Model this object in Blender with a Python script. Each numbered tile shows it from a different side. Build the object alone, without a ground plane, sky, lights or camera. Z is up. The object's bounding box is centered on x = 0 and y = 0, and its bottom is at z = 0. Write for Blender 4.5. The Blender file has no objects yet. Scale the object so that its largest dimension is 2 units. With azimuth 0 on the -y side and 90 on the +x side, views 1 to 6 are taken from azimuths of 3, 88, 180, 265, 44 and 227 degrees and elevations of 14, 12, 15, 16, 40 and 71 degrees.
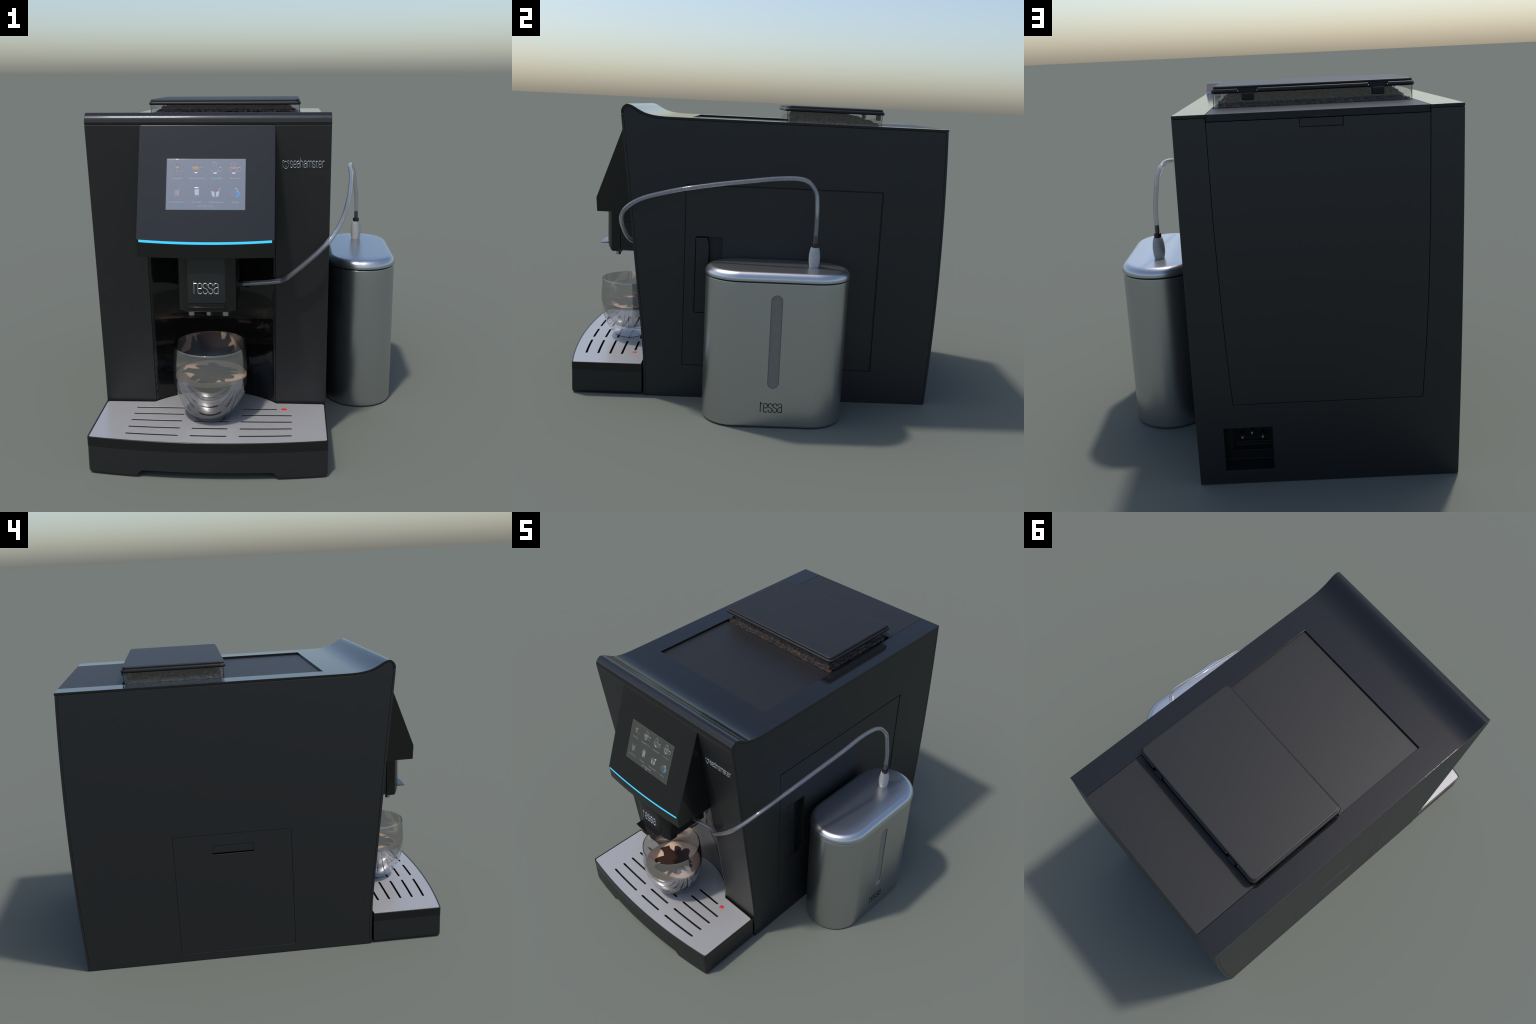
import bpy, bmesh, math, random
from mathutils import Vector, Matrix

random.seed(7)
scene = bpy.context.scene
COL = scene.collection

# ------------------------------------------------------------------ sizes
XL, XR = -0.7187, 0.3435          # machine sides
XC = 0.5 * (XL + XR)             # machine centre line
TOP = 1.5010                     # top of the flat cover
HEAD_L, HEAD_R = -0.478, 0.104   # control head / cup bay sides
EDGE = 0.013                     # frame edge seen round the side panels


def lerp_table(tab, t):
    if t <= tab[0][0]:
        return tab[0][1]
    for (a, va), (b, vb) in zip(tab, tab[1:]):
        if t <= b:
            k = (t - a) / (b - a)
            return va + (vb - va) * k
    return tab[-1][1]


def front_y(z):
    "leaning front face of the machine"
    return lerp_table([(0, -0.5640), (0.12, -0.5665), (0.18, -0.5695), (0.25, -0.5735), (0.33, -0.5805),
                       (0.42, -0.5890), (0.52, -0.5995), (0.70, -0.6180), (0.853, -0.6335), (1.09, -0.6572),
                       (1.277, -0.6762), (1.503, -0.6995)], z)


def back_y(z):
    "gently bulging back face"
    return 0.9782 + 0.0220 * (1 - ((z - 0.72) / 0.75) ** 2)


# ------------------------------------------------------------------ materials
def new_mat(name):
    m = bpy.data.materials.new(name)
    m.use_nodes = True
    nt = m.node_tree
    return m, nt, nt.nodes["Principled BSDF"]


def plastic(name, col, rough, spec=0.5, grain=0.0, scale=60.0, vary=0.06, metallic=0.0,
            coat=0.0, rvary=0.05, stretch=(1, 1, 1)):
    """solid surface: slight procedural variation of colour and roughness, optional fine bump"""
    m, nt, b = new_mat(name)
    tc = nt.nodes.new("ShaderNodeTexCoord")
    mp = nt.nodes.new("ShaderNodeMapping")
    mp.inputs["Scale"].default_value = stretch
    nt.links.new(tc.outputs["Object"], mp.inputs["Vector"])
    n = nt.nodes.new("ShaderNodeTexNoise")
    n.inputs["Scale"].default_value = scale
    n.inputs["Detail"].default_value = 4
    nt.links.new(mp.outputs["Vector"], n.inputs["Vector"])
    r = nt.nodes.new("ShaderNodeValToRGB")
    r.color_ramp.elements[0].position = 0.3
    r.color_ramp.elements[1].position = 0.7
    r.color_ramp.elements[0].color = [c * (1 - vary) for c in col] + [1]
    r.color_ramp.elements[1].color = [min(1, c * (1 + vary)) for c in col] + [1]
    nt.links.new(n.outputs["Fac"], r.inputs["Fac"])
    nt.links.new(r.outputs["Color"], b.inputs["Base Color"])
    mr = nt.nodes.new("ShaderNodeMapRange")
    mr.inputs["To Min"].default_value = max(0, rough - rvary * rough)
    mr.inputs["To Max"].default_value = min(1, rough + rvary * rough)
    nt.links.new(n.outputs["Fac"], mr.inputs["Value"])
    nt.links.new(mr.outputs["Result"], b.inputs["Roughness"])
    b.inputs["Specular IOR Level"].default_value = spec
    b.inputs["Metallic"].default_value = metallic
    b.inputs["Coat Weight"].default_value = coat
    if grain > 0:
        bp = nt.nodes.new("ShaderNodeBump")
        bp.inputs["Strength"].default_value = grain
        bp.inputs["Distance"].default_value = 0.002
        nt.links.new(n.outputs["Fac"], bp.inputs["Height"])
        nt.links.new(bp.outputs["Normal"], b.inputs["Normal"])
    return m


def glass(name, tint, mirror, rough=0.0, ior=1.2, trans=1.0):
    """thin semi mirrored glass: part reflection, part transmission"""
    m, nt, b = new_mat(name)
    b.inputs["Base Color"].default_value = (*tint, 1)
    b.inputs["Metallic"].default_value = mirror
    b.inputs["Transmission Weight"].default_value = trans
    b.inputs["Roughness"].default_value = rough
    b.inputs["IOR"].default_value = ior
    return m


M_BLACK = plastic("satin_black_plastic", (0.0125, 0.0125, 0.0128), 0.42, 0.5)
M_SIDE = plastic("side_black_plastic", (0.0125, 0.0130, 0.0135), 0.45, 0.5)
M_GLOSS = plastic("gloss_black_plastic", (0.007, 0.0072, 0.007), 0.22, 0.5)
M_PIANO = plastic("polished_black_plastic", (0.006, 0.006, 0.006), 0.06, 0.5, rvary=0)
M_COVER = plastic("polished_cover_black", (0.008, 0.0085, 0.0095), 0.10, 0.5)
M_PANEL = plastic("matt_top_panel_black", (0.0115, 0.0115, 0.0125), 0.46, 0.36)
M_FACE = plastic("control_face_black", (0.0085, 0.0087, 0.0090), 0.22, 0.5)
M_DARK = plastic("inner_black", (0.004, 0.004, 0.004), 0.5, 0.4)
M_STEEL = plastic("satin_grey_plate", (0.37, 0.37, 0.375), 0.24, 0.5, scale=40,
                  vary=0.015, metallic=0.25)
M_ALU = plastic("satin_aluminium", (0.50, 0.515, 0.515), 0.32, 0.5, vary=0.015, metallic=1.0, scale=90)
M_CAP = plastic("polished_aluminium", (0.60, 0.61, 0.62), 0.31, 0.5, vary=0.01, metallic=1.0, scale=90)
M_CHROME = plastic("chrome", (0.85, 0.86, 0.87), 0.08, 0.5, vary=0.01, metallic=1.0)
M_NOZZLE = plastic("grey_metal_nozzle", (0.42, 0.45, 0.44), 0.28, 0.5, vary=0.02, metallic=1.0)
M_CONN = plastic("pale_grey_plastic", (0.36, 0.36, 0.37), 0.35, 0.5)
M_WINDOW = plastic("smoked_window", (0.215, 0.198, 0.175), 0.30, 0.5)
M_PRINT = plastic("dark_print", (0.012, 0.012, 0.012), 0.45, 0.4)
M_RED = plastic("red_indicator", (0.80, 0.012, 0.02), 0.35, 0.5)
M_FOAM = plastic("milk_foam", (0.60, 0.42, 0.31), 0.55, 0.4, scale=25, vary=0.08, grain=0.05)
M_COFFEE = plastic("dark_coffee", (0.035, 0.016, 0.011), 0.30, 0.5)
M_GLASS = glass("half_mirror_glass", (0.96, 0.96, 0.96), 0.14, 0.0, 1.05)
M_BOWL = glass("half_mirror_inner_glass", (0.94, 0.95, 0.95), 0.18, 0.0, 1.05)
M_HOPPER = glass("clear_hopper_plastic", (0.96, 0.97, 0.97), 0.075, 0.0, 1.08)
M_TUBE = glass("clear_silicone_tube", (0.90, 0.91, 0.94), 0.07, 0.05, 1.12, 0.96)
M_SCREEN = plastic("display_glass", (0.345, 0.345, 0.335), 0.10, 0.5, vary=0.01, metallic=1.0)


def light_mat():
    m, nt, b = new_mat("lit_blue_strip")
    b.inputs["Base Color"].default_value = (0.02, 0.12, 0.2, 1)
    b.inputs["Emission Color"].default_value = (0.055, 0.60, 1.0, 1)
    b.inputs["Emission Strength"].default_value = 0.95
    return m


M_LIGHT = light_mat()


def bean_mat():
    m, nt, b = new_mat("roasted_bean")
    oi = nt.nodes.new("ShaderNodeObjectInfo")
    tc = nt.nodes.new("ShaderNodeTexCoord")
    n = nt.nodes.new("ShaderNodeTexNoise")
    n.inputs["Scale"].default_value = 35
    nt.links.new(tc.outputs["Object"], n.inputs["Vector"])
    ad = nt.nodes.new("ShaderNodeMath")
    ad.operation = "MULTIPLY_ADD"
    ad.inputs[1].default_value = 0.5
    nt.links.new(oi.outputs["Random"], ad.inputs[0])
    hal = nt.nodes.new("ShaderNodeMath")
    hal.operation = "MULTIPLY"
    hal.inputs[1].default_value = 0.6
    nt.links.new(n.outputs["Fac"], hal.inputs[0])
    nt.links.new(hal.outputs[0], ad.inputs[2])
    r = nt.nodes.new("ShaderNodeValToRGB")
    cr = r.color_ramp
    cr.elements[0].position = 0.20
    cr.elements[1].position = 0.95
    cr.elements[0].color = (0.020, 0.013, 0.011, 1)
    cr.elements[1].color = (0.32, 0.155, 0.060, 1)
    mid = cr.elements.new(0.65)
    mid.color = (0.105, 0.054, 0.030, 1)
    nt.links.new(ad.outputs[0], r.inputs["Fac"])
    nt.links.new(r.outputs["Color"], b.inputs["Base Color"])
    b.inputs["Roughness"].default_value = 0.4
    return m


M_BEAN = bean_mat()


def flat_mat(name, col, rough=0.3, metallic=0.3):
    m, nt, b = new_mat(name)
    b.inputs["Base Color"].default_value = (*col, 1)
    b.inputs["Roughness"].default_value = rough
    b.inputs["Metallic"].default_value = metallic
    return m


I_WHITE = flat_mat("icon_white", (0.56, 0.57, 0.59), 0.22, 0.75)
I_PALE = flat_mat("icon_pale_grey", (0.48, 0.48, 0.50), 0.2, 0.8)
I_ORANGE = flat_mat("icon_orange", (0.48, 0.34, 0.23), 0.25, 0.7)
I_BROWN = flat_mat("icon_brown", (0.33, 0.27, 0.26), 0.2, 0.8)
I_PINK = flat_mat("icon_pink", (0.46, 0.36, 0.33), 0.2, 0.8)
I_BLUE = flat_mat("icon_blue", (0.17, 0.36, 0.62), 0.22, 0.6)
I_GREY = flat_mat("icon_dim_grey", (0.33, 0.33, 0.34), 0.15, 0.9)


# ------------------------------------------------------------------ mesh helpers
def empty(name, loc, label, category):
    o = bpy.data.objects.new(name, None)
    o.location = loc
    o["label"] = label
    o["category"] = category
    COL.objects.link(o)
    return o


def add(name, mesh, mat=None, parent=None, smooth=35, weighted=True):
    o = bpy.data.objects.new(name, mesh)
    COL.objects.link(o)
    if mat is not None:
        mesh.materials.clear()
        mesh.materials.append(mat)
    if smooth:
        for p in mesh.polygons:
            p.use_smooth = True
        mesh.set_sharp_from_angle(angle=math.radians(max(smooth, 50) if weighted else smooth))
        if weighted:
            # large flat faces keep their own normal, the bevels blend between them
            md = o.modifiers.new("w", "WEIGHTED_NORMAL")
            md.mode = "FACE_AREA"
            md.weight = 100
            md.keep_sharp = True
            bpy.context.view_layer.update()
            me2 = bpy.data.meshes.new_from_object(o.evaluated_get(bpy.context.evaluated_depsgraph_get()))
            o.modifiers.clear()
            o.data = me2
            bpy.data.meshes.remove(mesh)
            mesh = me2
    if parent is not None:
        set_parent(o, parent)
    return o


def world_loc(o):
    v = Vector(o.location)
    while o.parent:
        o = o.parent
        v += Vector(o.location)
    return v


def set_parent(o, parent):
    "parts keep world coordinates in their meshes; undo the parent's offset"
    o.parent = parent
    o.matrix_parent_inverse = Matrix.Identity(4)
    o.location = Vector(o.location) - world_loc(parent)


def bm_mesh(bm, name="m"):
    bmesh.ops.recalc_face_normals(bm, faces=bm.faces)
    me = bpy.data.meshes.new(name)
    bm.to_mesh(me)
    bm.free()
    return me


def from_data(verts, faces):
    me = bpy.data.meshes.new("m")
    me.from_pydata([tuple(v) for v in verts], [], faces)
    bm = bmesh.new()
    bm.from_mesh(me)
    bpy.data.meshes.remove(me)
    return bm


def prism(outline, fn0, fn1):
    "closed prism between two copies of a 2D outline"
    n = len(outline)
    v = [fn0(p) for p in outline] + [fn1(p) for p in outline]
    f = [list(range(n))[::-1], list(range(n, 2 * n))]
    for i in range(n):
        j = (i + 1) % n
        f.append([i, j, n + j, n + i])
    return from_data(v, f)


def prism_x(outline, x0, x1):
    return prism(outline, lambda p: (x0, p[0], p[1]), lambda p: (x1, p[0], p[1]))


def prism_y(outline, y0, y1):
    return prism(outline, lambda p: (p[0], y0, p[1]), lambda p: (p[0], y1, p[1]))


def prism_z(outline, z0, z1):
    return prism(outline, lambda p: (p[0], p[1], z0), lambda p: (p[0], p[1], z1))


def bevel(bm, w, seg=2, ang=30):
    bm.normal_update()
    es = [e for e in bm.edges if len(e.link_faces) == 2 and
          e.calc_face_angle(0) > math.radians(ang)]
    bmesh.ops.bevel(bm, geom=es, offset=w, segments=seg, profile=0.5,
                    affect='EDGES', clamp_overlap=True)
    return bm


def box(x0, x1, y0, y1, z0, z1, bev=0.0, seg=2):
    bm = prism_z([(x0, y0), (x1, y0), (x1, y1), (x0, y1)], z0, z1)
    bmesh.ops.recalc_face_normals(bm, faces=bm.faces)
    if bev:
        bevel(bm, bev, seg)
    return bm


def round_rect(x0, x1, y0, y1, r, n=8):
    out = []
    for cx, cy, a0 in ((x1 - r, y1 - r, 0), (x0 + r, y1 - r, 90), (x0 + r, y0 + r, 180), (x1 - r, y0 + r, 270)):
        for i in range(n + 1):
            a = math.radians(a0 + 90 * i / n)
            out.append((cx + r * math.cos(a), cy + r * math.sin(a)))
    return out


def stadium(cx, cy, rx, hy, n=24):
    "rounded-end outline, long along y"
    c = hy - rx
    out = []
    for i in range(n + 1):
        a = math.pi * i / n
        out.append((cx + rx * math.cos(a), cy + c + rx * math.sin(a)))
    for i in range(n + 1):
        a = math.pi + math.pi * i / n
        out.append((cx + rx * math.cos(a), cy - c + rx * math.sin(a)))
    return out


def join(bms):
    dst = bmesh.new()
    for b in bms:
        me = bpy.data.meshes.new("tmp")
        b.to_mesh(me)
        b.free()
        dst.from_mesh(me)
        bpy.data.meshes.remove(me)
    return dst


def loft(rings, close_ring=True, cap0=True, cap1=True):
    n = len(rings[0])
    v = [p for r in rings for p in r]
    f = []
    for k in range(len(rings) - 1):
        for i in range(n if close_ring else n - 1):
            j = (i + 1) % n
            f.append([k * n + i, k * n + j, (k + 1) * n + j, (k + 1) * n + i])
    if cap0:
        f.append(list(range(n))[::-1])
    if cap1:
        f.append([(len(rings) - 1) * n + i for i in range(n)])
    return from_data(v, f)


def lathe(profile, cx, cy, n=96, cap0=True, cap1=True):
    rings = [[(cx + r * math.cos(2 * math.pi * i / n), cy + r * math.sin(2 * math.pi * i / n), z)
              for i in range(n)] for r, z in profile]
    return loft(rings, True, cap0, cap1)


def cut(bm, cutters):
    "boolean difference, evaluated straight into a bmesh"
    base = bpy.data.objects.new("b", bm_mesh(bm))
    COL.objects.link(base)
    tmp = []
    for c in cutters:
        o = bpy.data.objects.new("c", bm_mesh(c))
        COL.objects.link(o)
        md = base.modifiers.new("cut", "BOOLEAN")
        md.operation = "DIFFERENCE"
        md.solver = "EXACT"
        md.object = o
        tmp.append(o)
    bpy.context.view_layer.update()
    dg = bpy.context.evaluated_depsgraph_get()
    me = bpy.data.meshes.new_from_object(base.evaluated_get(dg))
    for o in tmp + [base]:
        d = o.data
        bpy.data.objects.remove(o)
        bpy.data.meshes.remove(d)
    out = bmesh.new()
    out.from_mesh(me)
    bpy.data.meshes.remove(me)
    return out


def curve_tube(points_list, r, cyclic=False, res=3):
    "mesh of bevelled poly lines"
    cu = bpy.data.curves.new("c", "CURVE")
    cu.dimensions = "3D"
    cu.bevel_depth = r
    cu.bevel_resolution = res
    cu.use_fill_caps = True
    for pts in points_list:
        cyc = cyclic
        if len(pts) > 2 and (Vector(pts[0]) - Vector(pts[-1])).length < 1e-6:
            pts = pts[:-1]
            cyc = True
        s = cu.splines.new("POLY")
        s.points.add(len(pts) - 1)
        for q, p in zip(s.points, pts):
            q.co = (*p, 1)
        s.use_cyclic_u = cyc
    o = bpy.data.objects.new("c", cu)
    COL.objects.link(o)
    bpy.context.view_layer.update()
    me = bpy.data.meshes.new_from_object(o.evaluated_get(bpy.context.evaluated_depsgraph_get()))
    bpy.data.objects.remove(o)
    bpy.data.curves.remove(cu)
    return me


# ================================================================== COFFEE MACHINE
machine = empty("coffee_machine", (XC, 0.15, 0), "black automatic coffee machine with screen and drip tray", "coffee machine")


def zs(z0, z1, n):
    return [z0 + (z1 - z0) * i / n for i in range(n + 1)]


# cover profile (y, z): from the front lip over the hollow to the back
LIP = [(-0.6993, 1.5055), (-0.7003, 1.5185), (-0.6983, 1.5295), (-0.6923, 1.5410), (-0.6828, 1.5500),
       (-0.6708, 1.5568), (-0.6588, 1.5547), (-0.6448, 1.5505), (-0.6308, 1.5430), (-0.6168, 1.5347),
       (-0.5988, 1.5250), (-0.5788, 1.5163), (-0.5588, 1.5105), (-0.5358, 1.5060), (-0.5088, 1.5030),
       (-0.4708, 1.5013), (-0.4200, TOP), (-0.3000, TOP)]


def offset_in(poly, d):
    out = []
    for i, p in enumerate(poly):
        a = Vector(poly[max(i - 1, 0)])
        b = Vector(poly[min(i + 1, len(poly) - 1)])
        t = (b - a).normalized()
        out.append((p[0] + t.y * d, p[1] - t.x * d))
    return out


# ---- core (dark filler seen only in the seams)
core_parts = []
inset = 0.006
core_out = [(-0.40, 0.002)] + [(back_y(z) - 0.010, z) for z in zs(0.002, 1.470, 12)] + [(-0.40, 1.470)]
core_parts.append(prism_x(core_out, XL + inset, XR - inset))
for a, b in ((XL + inset, HEAD_L - 0.004), (HEAD_R + 0.004, XR - inset)):
    o = [(front_y(z) + 0.009, z) for z in zs(0.002, 1.485, 12)] + [(-0.401, 1.470), (-0.401, 0.002)]
    core_parts.append(prism_x(o, a, b))
o = [(front_y(z) + 0.009, z) for z in zs(0.985, 1.485, 6)] + [(-0.402, 1.468), (-0.402, 0.985)]
core_parts.append(prism_x(o, HEAD_L - 0.003, HEAD_R + 0.003))
# filler under the lip
o = offset_in(LIP, 0.008)
o = [(y, z) for y, z in o if y < -0.45] + [(-0.45, 1.46), (-0.69, 1.46)]
core_parts.append(prism_x(o, XL + inset, XR - inset))
main = core_parts[0]
bmesh.ops.recalc_face_normals(main, faces=main.faces)
core_parts[0] = cut(main, [box(XR - 0.06, XR + 0.1, -0.315, -0.155, 0.465, 0.902),
                           box(0.026, 0.245, 0.80, 1.2, 0.048, 0.266),
                           box(XL - 0.1, XL + 0.05, 0.058, 0.278, 0.600, 0.654)])
add("inner_body", bm_mesh(join(core_parts)), M_DARK, machine, weighted=False)

# ---- top cover
inner = offset_in(LIP, 0.0125)
outl = LIP + [(0.979, TOP), (0.979, TOP - 0.0125)] + inner[::-1]
bm = prism_x(outl, XL, XR)
bmesh.ops.recalc_face_normals(bm, faces=bm.faces)
RX0, RX1, RY0 = -0.5945, 0.2212, -0.3555
bm = cut(bm, [box(RX0, RX1, RY0, 1.1, 1.40, 1.60)])
bevel(bm, 0.0016, 2, 40)
add("top_cover", bm_mesh(bm), M_COVER, machine)

# ---- recessed top panel, rear lid panel
add("cup_warmer_panel", bm_mesh(box(RX0 - 0.004, RX1 + 0.004, RY0 - 0.004, 0.150, 1.474, 1.4885, 0.001)), M_PANEL, machine)
bm = prism_x([(0.662, 1.5008), (0.979, 1.5008), (back_y(1.4745), 1.4745), (0.955, 1.4745), (0.955, 1.482), (0.662, 1.482)],
             RX0 + 0.0015, RX1 - 0.0015)
bmesh.ops.recalc_face_normals(bm, faces=bm.faces)
bevel(bm, 0.0015, 2, 40)
add("water_tank_lid", bm_mesh(bm), M_PANEL, machine)

# ---- front pillars
for x0, x1 in ((XL, HEAD_L), (HEAD_R, XR)):
    zz = zs(0.0, 1.5047, 18)
    o = [(front_y(z), z) for z in zz] + [(front_y(z) + EDGE - 0.001, z) for z in reversed(zz)]
    bm = prism_x(o, x0, x1)
    bmesh.ops.recalc_face_normals(bm, faces=bm.faces)
    bevel(bm, 0.0014, 2, 40)
    add("front_pillar", bm_mesh(bm), M_BLACK, machine)

# ---- cup bay: concave polished wall
NB = 40
rings = []
for z in zs(0.03, 0.99, 16):
    ring = []
    yf = front_y(z) + 0.0025
    ycen = -0.445 + (front_y(z) - front_y(0.17))
    s = ycen - yf
    w = 0.5 * (HEAD_R - HEAD_L) - 0.0005
    R = (w * w + s * s) / (2 * s)
    for i in range(NB + 1):
        dx = -w + 2 * w * i / NB
        ring.append((0.5 * (HEAD_L + HEAD_R) + dx, yf + math.sqrt(max(R * R - dx * dx, 0)) - (R - s), z))
    rings.append(ring)
bm = loft(rings, False, False, False)
me = bm_mesh(bm)
o = add("cup_bay_wall", me, M_PIANO, machine)
bpy.context.view_layer.update()
md = o.modifiers.new("s", "SOLIDIFY")
md.thickness = 0.006
md.offset = 0
bpy.context.view_layer.update()
me2 = bpy.data.meshes.new_from_object(o.evaluated_get(bpy.context.evaluated_depsgraph_get()))
o.modifiers.clear()
o.data = me2
add("cup_bay_ceiling", bm_mesh(box(HEAD_L + 0.001, HEAD_R - 0.001, -0.655, -0.42, 0.980, 0.992)), M_DARK, machine)
# bay floor under the tray plate
add("cup_bay_floor", bm_mesh(box(HEAD_L + 0.001, HEAD_R - 0.001, -0.574, -0.43, 0.05, 0.110)), M_DARK, machine)

# ---- side panels with doors
def side_outline(g):
    top_line = [(y, z) for y, z in offset_in(LIP, 0.0135 + g) if True]
    pts = []
    for z in zs(0.0, 1.50, 14):
        pts.append((front_y(z) + EDGE + g, z))
    pts += [p for p in top_line if p[0] > front_y(1.50) + EDGE + g + 0.0005 and p[1] > 1.4]
    for z in reversed(zs(0.0, TOP - 0.0135 - g, 16)):
        pts.append((back_y(z) - EDGE - g, z))
    return pts


def rect(a, b, c, d):
    return [(a, c), (b, c), (b, d), (a, d)]


GAP = 0.0026
DOOR_R = (-0.359, 0.660, 0.183, 1.159)
DOOR_L = (-0.141, 0.476, 0.044, 0.712)
bm = prism_x(side_outline(0), XR - 0.010, XR)
bmesh.ops.recalc_face_normals(bm, faces=bm.faces)
bm = cut(bm, [prism_x(rect(DOOR_R[0] - GAP * 1.3, DOOR_R[1] + GAP * 3.0, DOOR_R[2] - GAP * 1.4, DOOR_R[3] + GAP * 2.3), XR - 0.03, XR + 0.02)])
bevel(bm, 0.0012, 2, 40)
add("side_panel", bm_mesh(bm), M_SIDE, machine)
bm = prism_x(side_outline(0), XL, XL + 0.010)
bmesh.ops.recalc_face_normals(bm, faces=bm.faces)
bm = cut(bm, [prism_x(rect(DOOR_L[0] - GAP * 0.5, DOOR_L[1] + GAP * 0.5, DOOR_L[2] - GAP * 0.5, DOOR_L[3] + GAP * 0.5), XL - 0.03, XL + 0.02)])
bevel(bm, 0.0012, 2, 40)
add("side_panel", bm_mesh(bm), M_SIDE, machine)

# brew unit door with grip recess (milk container side)
door = prism_x(rect(*DOOR_R), XR - 0.0085, XR - 0.0005)
bmesh.ops.recalc_face_normals(door, faces=door.faces)
H = (-0.3055, -0.1635, 0.476, 0.892)
door = cut(door, [prism_x(round_rect(H[0], H[1], H[2], H[3], 0.010, 5), XR - 0.05, XR + 0.05)])
bevel(door, 0.0010, 2, 40)
door_o = add("side_door", bm_mesh(door), M_SIDE, machine)
# recess shell (pocket) sunk behind the door, and the curved grip in it
pocket = prism_x(round_rect(H[0] - 0.004, H[1] + 0.004, H[2] - 0.004, H[3] + 0.004, 0.012, 5), XR - 0.049, XR - 0.009)
bmesh.ops.recalc_face_normals(pocket, faces=pocket.faces)
pocket = cut(pocket, [prism_x(round_rect(H[0], H[1], H[2], H[3], 0.010, 5), XR - 0.045, XR + 0.05)])
add("grip_pocket", bm_mesh(pocket), M_SIDE, door_o)
grip = []
gy0, gy1 = H[0] + 0.003, -0.234
prof = []
nz = 24
rings = []
for k in range(nz + 1):
    t = k / nz
    z = H[2] + 0.003 + (H[3] - H[2] - 0.010) * t
    e = 1 - (2 * t - 1) ** 8
    y1 = gy1 + 0.010 * (1 - t) ** 2 - (0.012 * (1 - e) if t > 0.5 else 0)
    rings.append([(XR - 0.044, gy0, z), (XR - 0.002, gy0, z), (XR - 0.002, y1 - 0.008, z), (XR - 0.006, y1, z), (XR - 0.044, y1 + 0.004, z)])
bm = loft(rings)
bevel(bm, 0.0015, 2, 50)
add("door_grip", bm_mesh(bm), M_SIDE, door_o)

# service door on the other side
door = prism_x(rect(*DOOR_L), XL + 0.0005, XL + 0.0085)
bmesh.ops.recalc_face_normals(door, faces=door.faces)
S = (0.0600, 0.2755, 0.602, 0.6515)
door = cut(door, [prism_x(rect(S[0], S[1], S[2], S[3]), XL - 0.05, XL + 0.05)])
bevel(door, 0.0012, 2, 40)
service_o = add("service_door", bm_mesh(door), M_SIDE, machine)
pull = prism_x([(S[0] + 0.001, S[3] - 0.0015), (S[1] - 0.001, S[3] - 0.0015), (S[1] - 0.001, S[2] + 0.008), (S[0] + 0.001, S[2] + 0.008)],
               XL + 0.0015, XL + 0.006)
bmesh.ops.recalc_face_normals(pull, faces=pull.faces)
bevel(pull, 0.001, 2, 40)
add("door_pull", bm_mesh(pull), M_SIDE, service_o)

# ---- back frame and rear panel
SOCK = (0.0365, 0.2345, 0.058, 0.2555)
REAR_R = [(0.360, 0.1882), (0.60, 0.2005), (0.83, 0.2090), (1.10, 0.2160), (1.4735, 0.2205)]
REAR_L = [(0.360, -0.5668), (0.60, -0.5800), (0.83, -0.5880), (1.10, -0.5930), (1.4735, -0.5945)]


def sheet_y(outline_fn, z0, z1, depth, nz, proud=0.0):
    "curved slab following the back face; outline_fn(z) -> x0, x1"
    rings = []
    for z in zs(z0, z1, nz):
        a, b = outline_fn(z)
        y = back_y(z) + proud
        rings.append([(a, y - depth, z), (b, y - depth, z), (b, y, z), (a, y, z)])
    bm = loft(rings)
    bmesh.ops.recalc_face_normals(bm, faces=bm.faces)
    return bm


frame = sheet_y(lambda z: (XL, XR), 0.0, TOP - 0.0135, EDGE - 0.001, 30)
cutter = sheet_y(lambda z: (lerp_table(REAR_L, z) - 0.0018, lerp_table(REAR_R, z) + 0.0018), 0.3582, 1.60, 0.3, 30, 0.1)
sock_cut = box(SOCK[0], SOCK[1], 0.90, 1.2, SOCK[2], SOCK[3])
frame = cut(frame, [cutter, sock_cut])
bevel(frame, 0.0013, 2, 45)
add("back_frame", bm_mesh(frame), M_SIDE, machine)
panel = sheet_y(lambda z: (lerp_table(REAR_L, z), lerp_table(REAR_R, z)), 0.3602, 1.4725, 0.010, 30, -0.0006)
HB = (-0.2775, -0.1195, 1.441, 1.474)
panel = cut(panel, [box(HB[0] - 0.001, HB[1] + 0.001, 0.9, 1.1, HB[2] - 0.001, 1.50)])
bevel(panel, 0.0013, 2, 45)
rear_o = add("rear_panel", bm_mesh(panel), M_SIDE, machine)
add("rear_latch", bm_mesh(box(HB[0] + 0.0005, HB[1] - 0.0005, 0.965, back_y(1.455) - 0.0025, HB[2] + 0.0005, HB[3] - 0.002, 0.001)), M_BLACK, rear_o)
add("lid_catch", bm_mesh(box(-0.2235, -0.1750, 0.965, back_y(1.48) + 0.0006, 1.4755, 1.4885, 0.0008)), M_BLACK, machine)

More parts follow.
